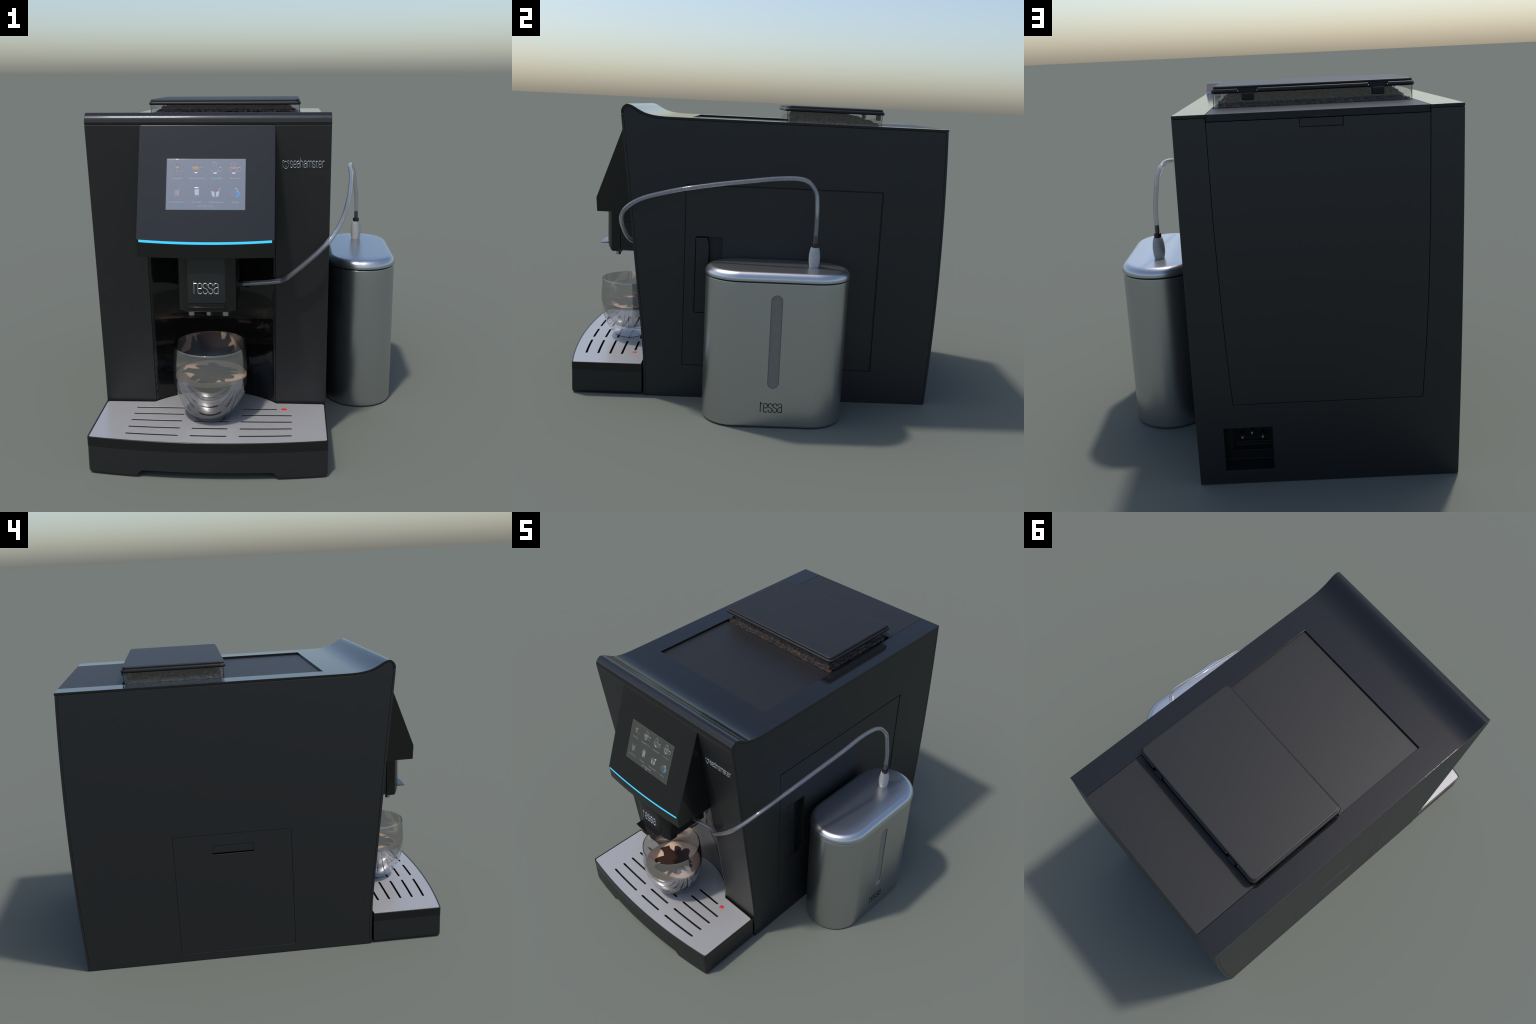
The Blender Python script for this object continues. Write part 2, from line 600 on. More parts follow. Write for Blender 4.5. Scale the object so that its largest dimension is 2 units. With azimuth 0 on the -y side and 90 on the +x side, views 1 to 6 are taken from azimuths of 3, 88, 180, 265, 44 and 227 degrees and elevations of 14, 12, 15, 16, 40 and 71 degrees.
# power inlet: deep stepped pocket with three contact pins
pk = box(SOCK[0] - 0.006, SOCK[1] + 0.006, 0.815, 0.972, SOCK[2] - 0.006, SOCK[3] + 0.006)
bmesh.ops.recalc_face_normals(pk, faces=pk.faces)
pk = cut(pk, [box(SOCK[0], SOCK[1], 0.890, 1.1, SOCK[2], SOCK[3]),
              box(0.0445, 0.2037, 0.848, 1.1, 0.100, SOCK[3] - 0.004),
              box(0.0545, 0.1937, 0.826, 1.1, 0.118, SOCK[3] - 0.012)])
bevel(pk, 0.0012, 2, 45)
inlet = add("power_inlet", bm_mesh(pk), M_GLOSS, machine)
for px, pz in ((0.168, 0.146), (0.127, 0.166), (0.082, 0.146)):
    add("contact_pin", bm_mesh(box(px - 0.0045, px + 0.0045, 0.858, 0.872, pz - 0.0055, pz + 0.0055, 0.0012)), M_CHROME, inlet)
    add("pin_base", bm_mesh(box(px - 0.0060, px + 0.0060, 0.824, 0.8585, pz - 0.0080, pz + 0.0080, 0.001)), M_DARK, inlet)

# ---- control head
HX = 0.5 * (HEAD_L + HEAD_R)
HW = 0.5 * (HEAD_R - HEAD_L)


def arc(x):
    "0 at the sides of the head, 1 in the middle"
    return 1 - ((x - HX) / HW) ** 2


def head_profile(x):
    k = arc(x)
    yb, zc = -0.8698 - 0.0075 * k, 1.0430 - 0.0090 * k
    return [(-0.640, 1.5045), (-0.7000, 1.5045),
            (-0.7430, 1.3850), (-0.7992 - 0.001 * k, 1.2330), (yb, zc),
            (-0.8656 - 0.0110 * k, 0.9655 - 0.003 * k), (-0.600, 0.9655), (-0.600, 1.20)]


NX = 28
rings = []
for i in range(NX + 1):
    x = HEAD_L - 0.0008 + (2 * HW + 0.0016) * i / NX
    rings.append([(x, y, z) for y, z in head_profile(x)])
bm = loft(rings)
bmesh.ops.recalc_face_normals(bm, faces=bm.faces)
bevel(bm, 0.0022, 2, 15)
head = add("control_head", bm_mesh(bm), M_FACE, machine, 24)
me = head.data
me.materials.append(M_GLOSS)
for p in me.polygons:
    n = p.normal
    if not (n.y < -0.80 and n.z > 0.20):
        p.material_index = 1

# blue light strip under the face crease
rings = []
for i in range(NX + 1):
    x = -0.4690 + (0.0937 + 0.4690) * i / NX
    k = arc(x)
    prof = head_profile(x)
    (y0, z0), (y1, z1) = prof[4], prof[5]
    d = Vector((y1 - y0, z1 - z0)).normalized()
    a = Vector((y0, z0)) + d * 0.0010
    b = Vector((y0, z0)) + d * 0.0115
    out = Vector((-1, 0)) * 0.0016
    rings.append([(x, a.x + 0.004, a.y), (x, a.x - 0.0007, a.y), (x, b.x - 0.0007, b.y), (x, b.x + 0.004, b.y)])
bm = loft(rings)
add("light_strip", bm_mesh(bm), M_LIGHT, head)

# display: a thin glass plate on the leaning face
SC0 = Vector((-0.3565, -0.7500, 1.3668))       # top left corner
SU = Vector((1, 0, 0))
SV = (Vector((0, -0.8272, 1.1608)) - Vector((0, -0.7500, 1.3668)))
SH = SV.length
SV.normalize()
SN = Vector((0, SV.z, -SV.y))
if SN.y > 0:
    SN = -SN
SW = 0.3365


def on_screen(u, v, h=0.0):
    "u 0..1 across, v 0..1 down, h above the glass"
    return SC0 + SU * (u * SW) + SV * (v * SH) + SN * h


o = [(0, 0), (1, 0), (1, 1), (0, 1)]
bm = prism(o, lambda p: on_screen(p[0], p[1], -0.008), lambda p: on_screen(p[0], p[1], 0.0012))
bmesh.ops.recalc_face_normals(bm, faces=bm.faces)
bevel(bm, 0.0008, 2, 40)
screen = add("touch_screen", bm_mesh(bm), M_SCREEN, head)
ZS = 0.0012


def icon_poly(pts, mat, name, h=0.0006, k=0):
    bm = prism(pts, lambda p: on_screen(p[0], p[1], ZS - 0.0005), lambda p: on_screen(p[0], p[1], ZS + h + 0.00025 * k))
    return add(name, bm_mesh(bm), mat, screen, 0)


def icon_line(paths, r, mat, name):
    me = curve_tube([[on_screen(u, v, ZS + 0.0002) for u, v in p] for p in paths], r, res=1)
    return add(name, me, mat, screen, 60)


def P(px, py):
    "position read off an enlarged picture of the display -> 0..1 coordinates"
    k = (py - 97) / 1339.0
    x0 = 55 - 40 * k
    x1 = 2117 - 22 * k
    return ((px - x0) / (x1 - x0), k)


def ell(cx, cy, rx, ry, a0=0, a1=360, n=20):
    return [P(cx + rx * math.cos(math.radians(a0 + (a1 - a0) * i / n)),
              cy + ry * math.sin(math.radians(a0 + (a1 - a0) * i / n))) for i in range(n + (0 if a1 - a0 == 360 else 1))]


LW = 0.0010


def steam(cx, cy, s, mat):
    icon_line([ell(cx - 25 * s, cy, 40 * s, 55 * s, 120, 320), ell(cx + 25 * s, cy + 10 * s, 22 * s, 40 * s, 250, 470)], LW * s, mat, "steam_mark")


def cup(cx, cy, coffee, rim, steep, mat, handle=True):
    w, h = 110, 130
    icon_line([ell(cx, cy, w, h, 0, 180)], LW * 1.15, mat, "cup_mark")
    icon_poly(ell(cx, cy + 8, w * 0.86, h * 0.80, 0, 180), coffee, "drink_mark")
    icon_poly(ell(cx, cy, w * 0.90, 30), rim, "drink_mark", k=1)
    icon_line([[P(cx - 35, cy + h + 12), P(cx + 40, cy + h + 12)]], LW * 1.2, mat, "cup_mark")
    if handle:
        icon_line([ell(cx + w + 25, cy + 45, 60, 55, -100, 110)], LW, mat, "cup_mark")


# small espresso glass
icon_poly([P(276, 298), P(388, 298), P(382, 345), P(280, 345)], I_ORANGE, "drink_mark")
icon_line([[P(276, 300), P(284, 385), P(305, 420), P(350, 420), P(378, 385), P(388, 300)]], LW * 0.8, I_PALE, "cup_mark")
icon_line([[P(380, 425), P(440, 430), P(500, 420)]], LW * 0.7, I_GREY, "cup_mark")
steam(345, 250, 0.7, I_GREY)
cup(812, 325, I_BROWN, I_ORANGE, 1, I_PALE)
icon_poly(ell(812, 355, 88, 30, 0, 180), I_ORANGE, "drink_mark", k=2)
cup(1310, 335, I_GREY, I_GREY, 1, I_WHITE)
cup(1798, 335, I_BROWN, I_PINK, 1, I_WHITE)
steam(830, 245, 1.0, I_PALE)
steam(1322, 245, 1.0, I_WHITE)
steam(1808, 245, 1.0, I_WHITE)
# iced glass
icon_poly([P(262, 915), P(372, 915), P(362, 1055), P(268, 1055)], I_PINK, "drink_mark")
icon_line([[P(252, 865), P(258, 1080), P(290, 1092)], [P(382, 865), P(368, 1080), P(350, 1092)]], LW * 1.2, I_WHITE, "cup_mark")
# water glass
icon_poly([P(778, 905), P(892, 905), P(884, 1050), P(784, 1050)], I_WHITE, "drink_mark")
icon_line([[P(768, 885), P(776, 1085), P(805, 1092)], [P(900, 885), P(888, 1085), P(870, 1092)], ell(834, 875, 64, 22, 0, 360)], LW, I_WHITE, "cup_mark")
steam(838, 825, 0.8, I_PALE)
# coffee powder pot with spoon
icon_poly([P(1212, 920), P(1432, 920), P(1405, 1075), P(1318, 1105), P(1232, 1075)], I_WHITE, "drink_mark")
icon_poly([P(1296, 950), P(1340, 950), P(1335, 1095), P(1300, 1095)], I_GREY, "drink_mark", k=1)
icon_poly(ell(1322, 918, 112, 42), I_BROWN, "drink_mark", k=2)
icon_line([[P(1395, 925), P(1475, 848)]], LW * 1.2, I_WHITE, "cup_mark")
# set up: gear and spanner
gear = []
for i in range(36):
    a = 2 * math.pi * i / 36
    r = 112 if (i // 2) % 2 else 96
    gear.append(P(1855 + r * math.cos(a), 1010 + r * 0.95 * math.sin(a)))
icon_poly(gear, I_BLUE, "drink_mark")
icon_poly(ell(1790, 1005, 105, 100), I_GREY, "drink_mark", k=1)
icon_line([ell(1868, 920, 48, 48, 170, 400), [P(1905, 950), P(1885, 980)]], LW * 2.0, I_WHITE, "cup_mark")
# power button
icon_line([[P(868, 1432), P(868, 1342), P(876, 1336), P(1258, 1336), P(1268, 1342), P(1268, 1432)]], LW * 1.0, I_WHITE, "button_outline")
icon_line([ell(1068, 1396, 32, 30, -60, 240), [P(1068, 1366), P(1068, 1396)]], LW * 0.9, I_WHITE, "power_symbol")


def words(txt, cx, cy, width_px, mat):
    cu = bpy.data.curves.new("t", "FONT")
    cu.body = txt
    cu.align_x = "CENTER"
    cu.size = 1
    cu.extrude = 0.02
    o = bpy.data.objects.new("t", cu)
    COL.objects.link(o)
    bpy.context.view_layer.update()
    me = bpy.data.meshes.new_from_object(o.evaluated_get(bpy.context.evaluated_depsgraph_get()))
    bpy.data.objects.remove(o)
    bpy.data.curves.remove(cu)
    w = max(v.co.x for v in me.vertices) - min(v.co.x for v in me.vertices)
    mpx = SW / 2070.0
    s = width_px * mpx / w
    c = P(cx, cy)
    for v in me.vertices:
        q = v.co.copy()
        v.co = on_screen(c[0], c[1], ZS + q.z * s) + SU * (q.x * s) - SV * (q.y * s)
    ob = add("drink_label", me, mat, screen, 0)
    ob["kind"] = "stuff"


for t, cx, cy, w in (("Espresso", 325, 628, 235), ("Espresso 2 shot", 842, 628, 415), ("Long coffee", 1345, 628, 310),
                     ("Americano", 1840, 628, 275), ("Ice americano", 310, 1250, 365), ("Hot water", 830, 1250, 265),
                     ("Coffee powder", 1335, 1250, 385), ("Set-up", 1835, 1250, 175)):
    words(t, cx, cy, w, I_PALE)

# ---- stroke lettering -------------------------------------------------------
def sweep(cx, cy, rx, ry, a0, a1, n=8):
    return [(cx + rx * math.cos(math.radians(a0 + (a1 - a0) * i / n)),
             cy + ry * math.sin(math.radians(a0 + (a1 - a0) * i / n))) for i in range(n + 1)]


GLYPH = {
    # each glyph in a box 1 wide, 1 = x-height; list of strokes
    "t": [[(0, 1.16), (0, 0)], [(0, 0.97), (0.62, 0.97)]],
    "e": [sweep(0.5, 0.80, 0.5, 0.20, 180, 0) + [(0.92, 0.55), (0.85, 0.50), (0, 0.50)],
          [(0, 0.80), (0, 0.22)] + sweep(0.5, 0.20, 0.5, 0.20, 180, 340)],
    "s": [[(1, 0.74)] + sweep(0.5, 0.80, 0.5, 0.20, 0, 180) + [(0, 0.68), (0.12, 0.58), (0.88, 0.44), (1, 0.34)] + sweep(0.5, 0.20, 0.5, 0.20, 0, -180) + [(0, 0.28)]],
    "a": [[(0, 0.74)] + sweep(0.5, 0.80, 0.5, 0.20, 180, 0) + [(1, 0)],
          [(1, 0.62), (0.45, 0.58), (0.12, 0.50), (0, 0.40)] + sweep(0.5, 0.20, 0.5, 0.20, 180, 360)],
    "h": [[(0, 1.48), (0, 0)], sweep(0.5, 0.78, 0.5, 0.22, 180, 0) + [(1, 0)]],
    "m": [[(0, 1), (0, 0)], sweep(0.25, 0.80, 0.25, 0.20, 180, 0) + [(0.5, 0)], sweep(0.75, 0.80, 0.25, 0.20, 180, 0) + [(1, 0)]],
    "r": [[(0, 1), (0, 0)], sweep(0.6, 0.72, 0.6, 0.27, 180, 60)],
    "T": [[(0.3, 1.12), (0.3, 0.18)] + sweep(0.62, 0.18, 0.32, 0.18, 180, 290), [(0, 0.92), (0.9, 0.92)]],
}


def lettering(items, place, xh, r):
    "items: (glyph, x, width); place(x, y) -> 3D point; returns bevelled stroke mesh"
    paths = []
    for g, x, w in items:
        for st in GLYPH[g]:
            paths.append([place(x + u * w, v * xh) for u, v in st])
    return curve_tube(paths, r, res=2)


def word_tessa(x0):
    out = []
    for g, k in zip("tessa", range(5)):
        out.append((g, x0[k], 0.0165))
    return out


# ---- spout
SPX0, SPX1 = -0.3145, -0.0615
SPC = 0.5 * (SPX0 + SPX1)
SPW = 0.5 * (SPX1 - SPX0)


def sp_y(x):
    "front of the spout: nearly flat middle, cheeks falling back"
    a = abs(x - SPC)
    if a < 0.081:
        return -0.8425 + 0.003 * (a / 0.081) ** 2
    t = (a - 0.081) / (SPW - 0.081)
    return -0.8395 + 0.0300 * (0.65 * t + 0.35 * t * t)


def sp_lift(x):
    "chamfer under the middle of the spout"
    a = abs(x - SPC)
    t = min(1, max(0, (SPW - a) / (SPW - 0.080)))
    return 0.027 * (t * t * (3 - 2 * t))


rings = []
for i in range(33):
    x = SPX0 + 2 * SPW * i / 32
    y = sp_y(x)
    rings.append([(x, -0.766, 0.972), (x, y, 0.972), (x, y, 0.7135 + sp_lift(x)), (x, max(sp_y(x) + 0.0150, -0.8250) if abs(x - SPC) < 0.081 else min(-0.8085, sp_y(x) + 0.012), 0.7110), (x, -0.766, 0.7110)])
bm = loft(rings)
bmesh.ops.recalc_face_normals(bm, faces=bm.faces)
spout = add("coffee_spout", bm_mesh(bm), M_GLOSS, machine, 30)
rear = [box(SPX0 + 0.004, SPX1 - 0.004, -0.7645, -0.56, 0.7155, 0.972, 0.002)]
for k in range(4):
    z = 0.728 + 0.014 * k
    rear.append(box(SPX0 + 0.0015, SPX1 - 0.0015, -0.760, -0.60, z, z + 0.008, 0.0008))
rear.append(box(SPX0 + 0.0020, SPX1 - 0.0020, -0.742, -0.61, 0.790, 0.885, 0.0015))
add("spout_carriage", bm_mesh(join(rear)), M_SIDE, spout)
# front insert
IX0, IX1 = -0.2700, -0.1085
rings = []
for i in range(17):
    x = IX0 + (IX1 - IX0) * i / 16
    y = sp_y(x)
    rings.append([(x, y + 0.004, 0.970), (x, y - 0.0012, 0.970), (x, y - 0.0012, 0.7560), (x, y + 0.004, 0.7560)])
bm = loft(rings)
bmesh.ops.recalc_face_normals(bm, faces=bm.faces)
bevel(bm, 0.0006, 1, 50)
add("spout_badge_plate", bm_mesh(bm), M_BLACK, spout)
# little shelf / pull lip
rings = []
for i in range(17):
    x = IX0 + 0.001 + (IX1 - IX0 - 0.002) * i / 16
    y = sp_y(x)
    yo = -0.8835 - 0.004 * (1 - ((x - SPC) / 0.08) ** 2)
    rings.append([(x, y + 0.006, 0.7550), (x, y - 0.002, 0.7548), (x, yo, 0.7520), (x, yo, 0.7485), (x, y - 0.002, 0.7490), (x, y + 0.006, 0.7490)])
bm = loft(rings)
bmesh.ops.recalc_face_normals(bm, faces=bm.faces)
bevel(bm, 0.0008, 2, 50)
add("spout_lip", bm_mesh(bm), M_PIANO, spout)
# wordmark on the spout
tx = [-0.2425, -0.2255, -0.2025, -0.1795, -0.1560]
me = lettering([("t", tx[0], 0.0180)] + [(g, x, 0.0180) for g, x in zip("essa", tx[1:])],
               lambda x, z: (x, sp_y(x) - 0.0020, 0.7980 + z), 0.0475, 0.0021)
add("wordmark", me, M_CHROME, spout, 60)
# nozzles
for nx, r in ((-0.2632, 0.0138), (-0.1877, 0.0103), (-0.1132, 0.0142)):
    bm = lathe([(r * 0.72, 0.688), (r, 0.684), (r, 0.716)], nx, -0.783, 28, False, True)
    bm2 = lathe([(r * 0.70, 0.716), (r * 0.70, 0.688)], nx, -0.783, 28, True, False)
    add("nozzle", bm_mesh(bm), M_NOZZLE, spout)
    bm2.free()
    add("nozzle_bore", bm_mesh(lathe([(r * 0.70, 0.6885), (r * 0.70, 0.700)], nx, -0.783, 28)), M_DARK, spout)
add("hot_water_outlet", bm_mesh(lathe([(0.030, 0.7000), (0.034, 0.703), (0.034, 0.718)], SPC, -0.690, 36)), M_DARK, spout)
# barb for the milk tube
def rod(a, b, prof, n=24):
    a, b = Vector(a), Vector(b)
    d = (b - a).normalized()
    u = d.orthogonal().normalized()
    w = d.cross(u)
    rings = []
    for t, r in prof:
        c = a + (b - a) * t
        rings.append([tuple(c + u * (r * math.cos(2 * math.pi * i / n)) + w * (r * math.sin(2 * math.pi * i / n))) for i in range(n)])
    return loft(rings)


add("milk_inlet", bm_mesh(rod((-0.068, -0.655, 0.7900), (-0.010, -0.652, 0.7910),
                              [(0, 0.0125), (0.35, 0.0125), (0.36, 0.0095), (0.5, 0.0072), (0.98, 0.0072), (1, 0.006)])), M_BLACK, spout)

# ---- brand lettering on the front pillar
LPX = 0.15 / 1170.0
def pillar_x(px):
    return 0.1337 + (px - 420) * 0.0001283


def on_pillar(x, z):
    return (x, front_y(z) - 0.0010, z)


BZ = 1.3222
brand = [("s", 685, 760), ("e", 797, 885), ("a", 910, 992), ("h", 1028, 1108), ("a", 1146, 1226), ("m", 1262, 1415),
         ("s", 1440, 1516), ("T", 1540, 1612), ("e", 1640, 1728), ("r", 1765, 1840)]
me = lettering([(g, pillar_x(a), (b - a) * 0.0001283) for g, a, b in brand],
               lambda x, z: on_pillar(x, BZ + z), 0.0285, 0.00155)
add("brand_lettering", me, M_CHROME, machine, 60)
# rounded animal-head outline beside it
cxh, czh = pillar_x(532), 1.3355
out = []
for a in range(0, 361, 12):
    t = math.radians(a)
    r = 1 + 0.05 * math.cos(4 * t)
    out.append(on_pillar(cxh + 0.0132 * r * math.cos(t), czh - 0.002 + 0.0150 * r * math.sin(t)))
ears = []
for s in (-1, 1):
    ears.append([on_pillar(cxh + s * 0.0105 + 0.0042 * math.cos(math.radians(a)), czh + 0.0125 + 0.0042 * math.sin(math.radians(a)))
                 for a in (range(-60, 200, 20) if s > 0 else range(-20, 241, 20))])
feat = []
for s in (-1, 1):
    feat.append([on_pillar(cxh + s * 0.0050, czh), on_pillar(cxh + s * 0.0052, czh + 0.0012)])
feat.append([on_pillar(cxh - 0.0022, czh - 0.0065), on_pillar(cxh + 0.0022, czh - 0.0065), on_pillar(cxh + 0.001, czh - 0.0125)])
add("brand_badge", curve_tube([out] + ears + feat, 0.0011, res=2), M_CHROME, machine, 60)

# ---- drip tray
TX0, TX1 = -0.7175, 0.3413
TXC, TXW = 0.5 * (TX0 + TX1), 0.5 * (TX1 - TX0)


def tray_front(x, inset=0.0):
    return -1.0 + inset + 0.0455 * ((x - TXC) / TXW) ** 2


def tray_outline(inset, rc=0.012, yback=-0.5775):
    a, b = TX0 + inset, TX1 - inset
    pts = []
    n = 40
    # front arc with small rounded corners
    yfa = tray_front(a, inset)
    yfb = tray_front(b, inset)
    for i in range(7):
        t = math.radians(180 + 82 * i / 6)
        pts.append((a + rc + rc * math.cos(t), yfa + rc + rc * math.sin(t) - 0.0015))
    for i in range(n + 1):
        x = a + rc * 1.2 + (b - a - 2.4 * rc) * i / n
        pts.append((x, tray_front(x, inset)))
    for i in range(7):
        t = math.radians(278 + 82 * i / 6)
        pts.append((b - rc + rc * math.cos(t), yfb + rc + rc * math.sin(t) - 0.0015))
    pts += [(b, yback), (a, yback)]
    return pts


low = tray_outline(0.001)
rings = [[(x * 0.992 + TXC * 0.008, y * 0.995 - 0.0038, 0.0055) for x, y in low], [(x, y, 0.016) for x, y in low], [(x, y, 0.1300) for x, y in low]]
bm = loft(rings)
bmesh.ops.recalc_face_normals(bm, faces=bm.faces)
notch = prism_y([(-0.4925, -0.02), (-0.4925, 0.0150), (-0.4720, 0.0340), (0.1000, 0.0340), (0.1205, 0.0150), (0.1205, -0.02)], -1.1, -0.94)
bm = cut(bm, [notch, prism_z([(p[0], p[1]) for p in tray_outline(0.0090, 0.010, -0.5780)], 0.045, 0.30)])
bevel(bm, 0.002, 2, 50)
tray = add("drip_tray", bm_mesh(bm), M_BLACK, machine)
rim = prism_z(tray_outline(0.0), 0.1302, 0.1745)
bmesh.ops.recalc_face_normals(rim, faces=rim.faces)
rim = cut(rim, [prism_z([(p[0], p[1]) for p in tray_outline(0.0062, 0.010, -0.560)], 0.10, 0.30)])
bevel(rim, 0.0018, 2, 45)
add("tray_rim", bm_mesh(rim), M_GLOSS, tray)

# slotted steel plate
pl = tray_outline(0.0068, 0.012, -0.5805)
pl = pl[:-2]
b_, a_ = TX1 - 0.0068, TX0 + 0.0068
back = [(b_, -0.5925), (b_ - 0.0025, -0.5865), (b_ - 0.010, -0.5835), (HEAD_R + 0.004, -0.5815)]
s = -0.448 + 0.577
R = (HW * HW + s * s) / (2 * s)
for i in range(31):
    dx = HW - 0.003 - (2 * HW - 0.006) * i / 30
    back.append((HX + dx, -0.5785 + math.sqrt(R * R - dx * dx) - (R - s)))
back += [(HEAD_L - 0.004, -0.5815), (a_ + 0.010, -0.5835), (a_ + 0.0025, -0.5865), (a_, -0.5925)]
plate = prism_z(pl + back, 0.1698, 0.1722)
bmesh.ops.recalc_face_normals(plate, faces=plate.faces)
cutters = []
SLOTS = [(-0.646, 0.0000), (-0.7135, 0.0025), (-0.7825, 0.0065), (-0.8535, 0.0110), (-0.9245, 0.0160)]
for row, (y0, bow) in enumerate(SLOTS):
    for g in range(3):
        if g == 0:
            x0, x1 = -0.5570, -0.3190
        elif g == 1:
            x0, x1 = -0.2685, -0.1050
        else:
            x0, x1 = -0.0525, (0.1120 if row == 0 else 0.1830)
        r = 0.0060
        up, dn = [], []
        n = 14

        def yb(x):
            return y0 + bow * ((x - TXC) / 0.37) ** 2
        pts = []
        for i in range(n + 1):
            x = x0 + r + (x1 - x0 - 2 * r) * i / n
            pts.append((x, yb(x) - r))
        for i in range(1, 6):
            t = math.radians(-90 + 30 * i)
            pts.append((x1 - r + r * math.cos(t), yb(x1 - r) + r * math.sin(t)))
        for i in range(n + 1):
            x = x1 - r - (x1 - x0 - 2 * r) * i / n
            pts.append((x, yb(x) + r))
        for i in range(1, 6):
            t = math.radians(90 + 30 * i)
            pts.append((x0 + r + r * math.cos(t), yb(x0 + r) + r * math.sin(t)))
        cutters.append(prism_z(pts, 0.10, 0.20))
cutters.append(lathe([(0.0125, 0.10), (0.0125, 0.20)], 0.1445, -0.6455, 28))
plate = cut(plate, [join(cutters)])
bevel(plate, 0.0003, 1, 45)
add("slotted_plate", bm_mesh(plate), M_STEEL, tray)
add("tray_well", bm_mesh(prism_z([(p[0], p[1]) for p in tray_outline(0.0100, 0.010, -0.5790)], 0.046, 0.1380)), M_DARK, tray)
add("level_float", bm_mesh(lathe([(0.0112, 0.158), (0.0112, 0.1715), (0.0095, 0.1735), (0.004, 0.1742)], 0.1445, -0.6455, 28)), M_RED, tray)

# ---- bean hopper
BX0, BX1, BY0, BY1 = -0.5905, 0.2145, 0.1500, 0.6560
outer = round_rect(BX0, BX1, BY0, BY1, 0.022, 6)
inner_ = round_rect(BX0 + 0.004, BX1 - 0.004, BY0 + 0.004, BY1 - 0.004, 0.018, 6)
n = len(outer)
v = [(x, y, 1.455) for x, y in outer] + [(x, y, 1.556) for x, y in outer] + \
    [(x, y, 1.556) for x, y in inner_] + [(x, y, 1.459) for x, y in inner_]
f = []
for k in range(3):
    for i in range(n):
        j = (i + 1) % n
        f.append([k * n + i, k * n + j, (k + 1) * n + j, (k + 1) * n + i])
f.append(list(range(n))[::-1])
f.append([3 * n + i for i in range(n)])
hopper = add("bean_hopper", bm_mesh(from_data(v, f)), M_HOPPER, machine)
add("hopper_well", bm_mesh(box(RX0, RX1, BY0 - 0.006, 0.668, 1.440, 1.4535)), M_DARK, machine)

# lid: two tiers with soft edges
lid_o = round_rect(-0.5955, 0.2190, 0.1400, 0.6640, 0.026, 8)
rings = []
LID_TIERS = [(0.0040, 1.5565), (0.0010, 1.5585), (0.0, 1.5615), (0.0, 1.5670), (0.0015, 1.5712), (0.0045, 1.5735), (0.0082, 1.5740),
             (0.0086, 1.5758), (0.0076, 1.5785), (0.0078, 1.5815), (0.0098, 1.5845), (0.0150, 1.5862)]
for ins, z in LID_TIERS:
    rings.append([(x, y, z) for x, y in round_rect(-0.5965 + ins, 0.2200 - ins, 0.1390 + ins, 0.6650 - ins, 0.026 - ins * 0.5, 8)])
bm = loft(rings)
bmesh.ops.recalc_face_normals(bm, faces=bm.faces)
HING = (0.073, -0.449)
bm = cut(bm, [box(h - 0.040, h + 0.040, 0.6545, 0.70, 1.5490, 1.5759) for h in HING])
lid = add("hopper_lid", bm_mesh(bm), M_PANEL, machine, 40)
for h in HING:
    hb = join([box(h - 0.0245, h + 0.0245, 0.645, 0.6695, 1.527, 1.5560, 0.003),
               box(h - 0.036, h + 0.036, 0.650, 0.6570, 1.5545, 1.5715, 0.002)])
    add("hinge", bm_mesh(hb), M_DARK, lid)
    for s_ in (-1, 1):
        add("hinge_pin", bm_mesh(rod((h + s_ * 0.0370, 0.659, 1.5640), (h + s_ * 0.0410, 0.659, 1.5640), [(0, 0.003), (1, 0.003)], 14)), M_CHROME, lid)


# beans: a heap whose shoulders fall away at the sides
def heap_z(x, y):
    ex = min(x - BX0, BX1 - x)
    fr = y - BY0
    bk = BY1 - y
    s1 = 1 - max(0, 1 - ex / 0.11) ** 2
    s2 = 1 - max(0, 1 - fr / 0.09) ** 2
    s3 = 1 - max(0, 1 - bk / 0.25) ** 2
    return 1.487 + 0.062 * min(s1, 1) * min(s2, 1) * (0.12 + 0.88 * min(s3, 1))


gx, gy = 48, 32
verts, faces = [], []
for j in range(gy + 1):
    for i in range(gx + 1):
        x = BX0 + 0.008 + (BX1 - BX0 - 0.016) * i / gx
        y = BY0 + 0.008 + (BY1 - BY0 - 0.016) * j / gy
        verts.append((x, y, heap_z(x, y) - 0.008))
for j in range(gy):
    for i in range(gx):
        a = j * (gx + 1) + i
        faces.append([a, a + 1, a + gx + 2, a + gx + 1])
heap = add("bean_bed", bm_mesh(from_data(verts, faces)), M_BEAN, hopper, weighted=False)
heap["kind"] = "stuff"


def bean_mesh():
    "half-flattened ellipsoid with a crease"
    bm = bmesh.new()
    bmesh.ops.create_uvsphere(bm, u_segments=14, v_segments=10, radius=1)
    for v_ in bm.verts:
        x, y, z = v_.co
        z = z * 0.80 if z < 0 else z * 0.42
        if z > 0:
            z -= 0.22 * math.exp(-(y / 0.16) ** 2) * (1 - x * x)
        v_.co = (x * 0.0135, y * 0.0095, z * 0.0085)
    return bm_mesh(bm)


BM = bean_mesh()
BM.materials.append(M_BEAN)
for p in BM.polygons:
    p.use_smooth = True
rng = random.Random(3)
cands = []
step = 0.0195
yy = BY0 + 0.012
while yy < BY1 - 0.010:
    xx = BX0 + 0.012
    while xx < BX1 - 0.010:
        x = min(BX1 - 0.013, max(BX0 + 0.013, xx + rng.uniform(-0.006, 0.006)))
        y = min(BY1 - 0.013, max(BY0 + 0.013, yy + rng.uniform(-0.006, 0.006)))
        cands.append((x, y, heap_z(x, y) + rng.uniform(-0.004, 0.003)))
        xx += step
    yy += step
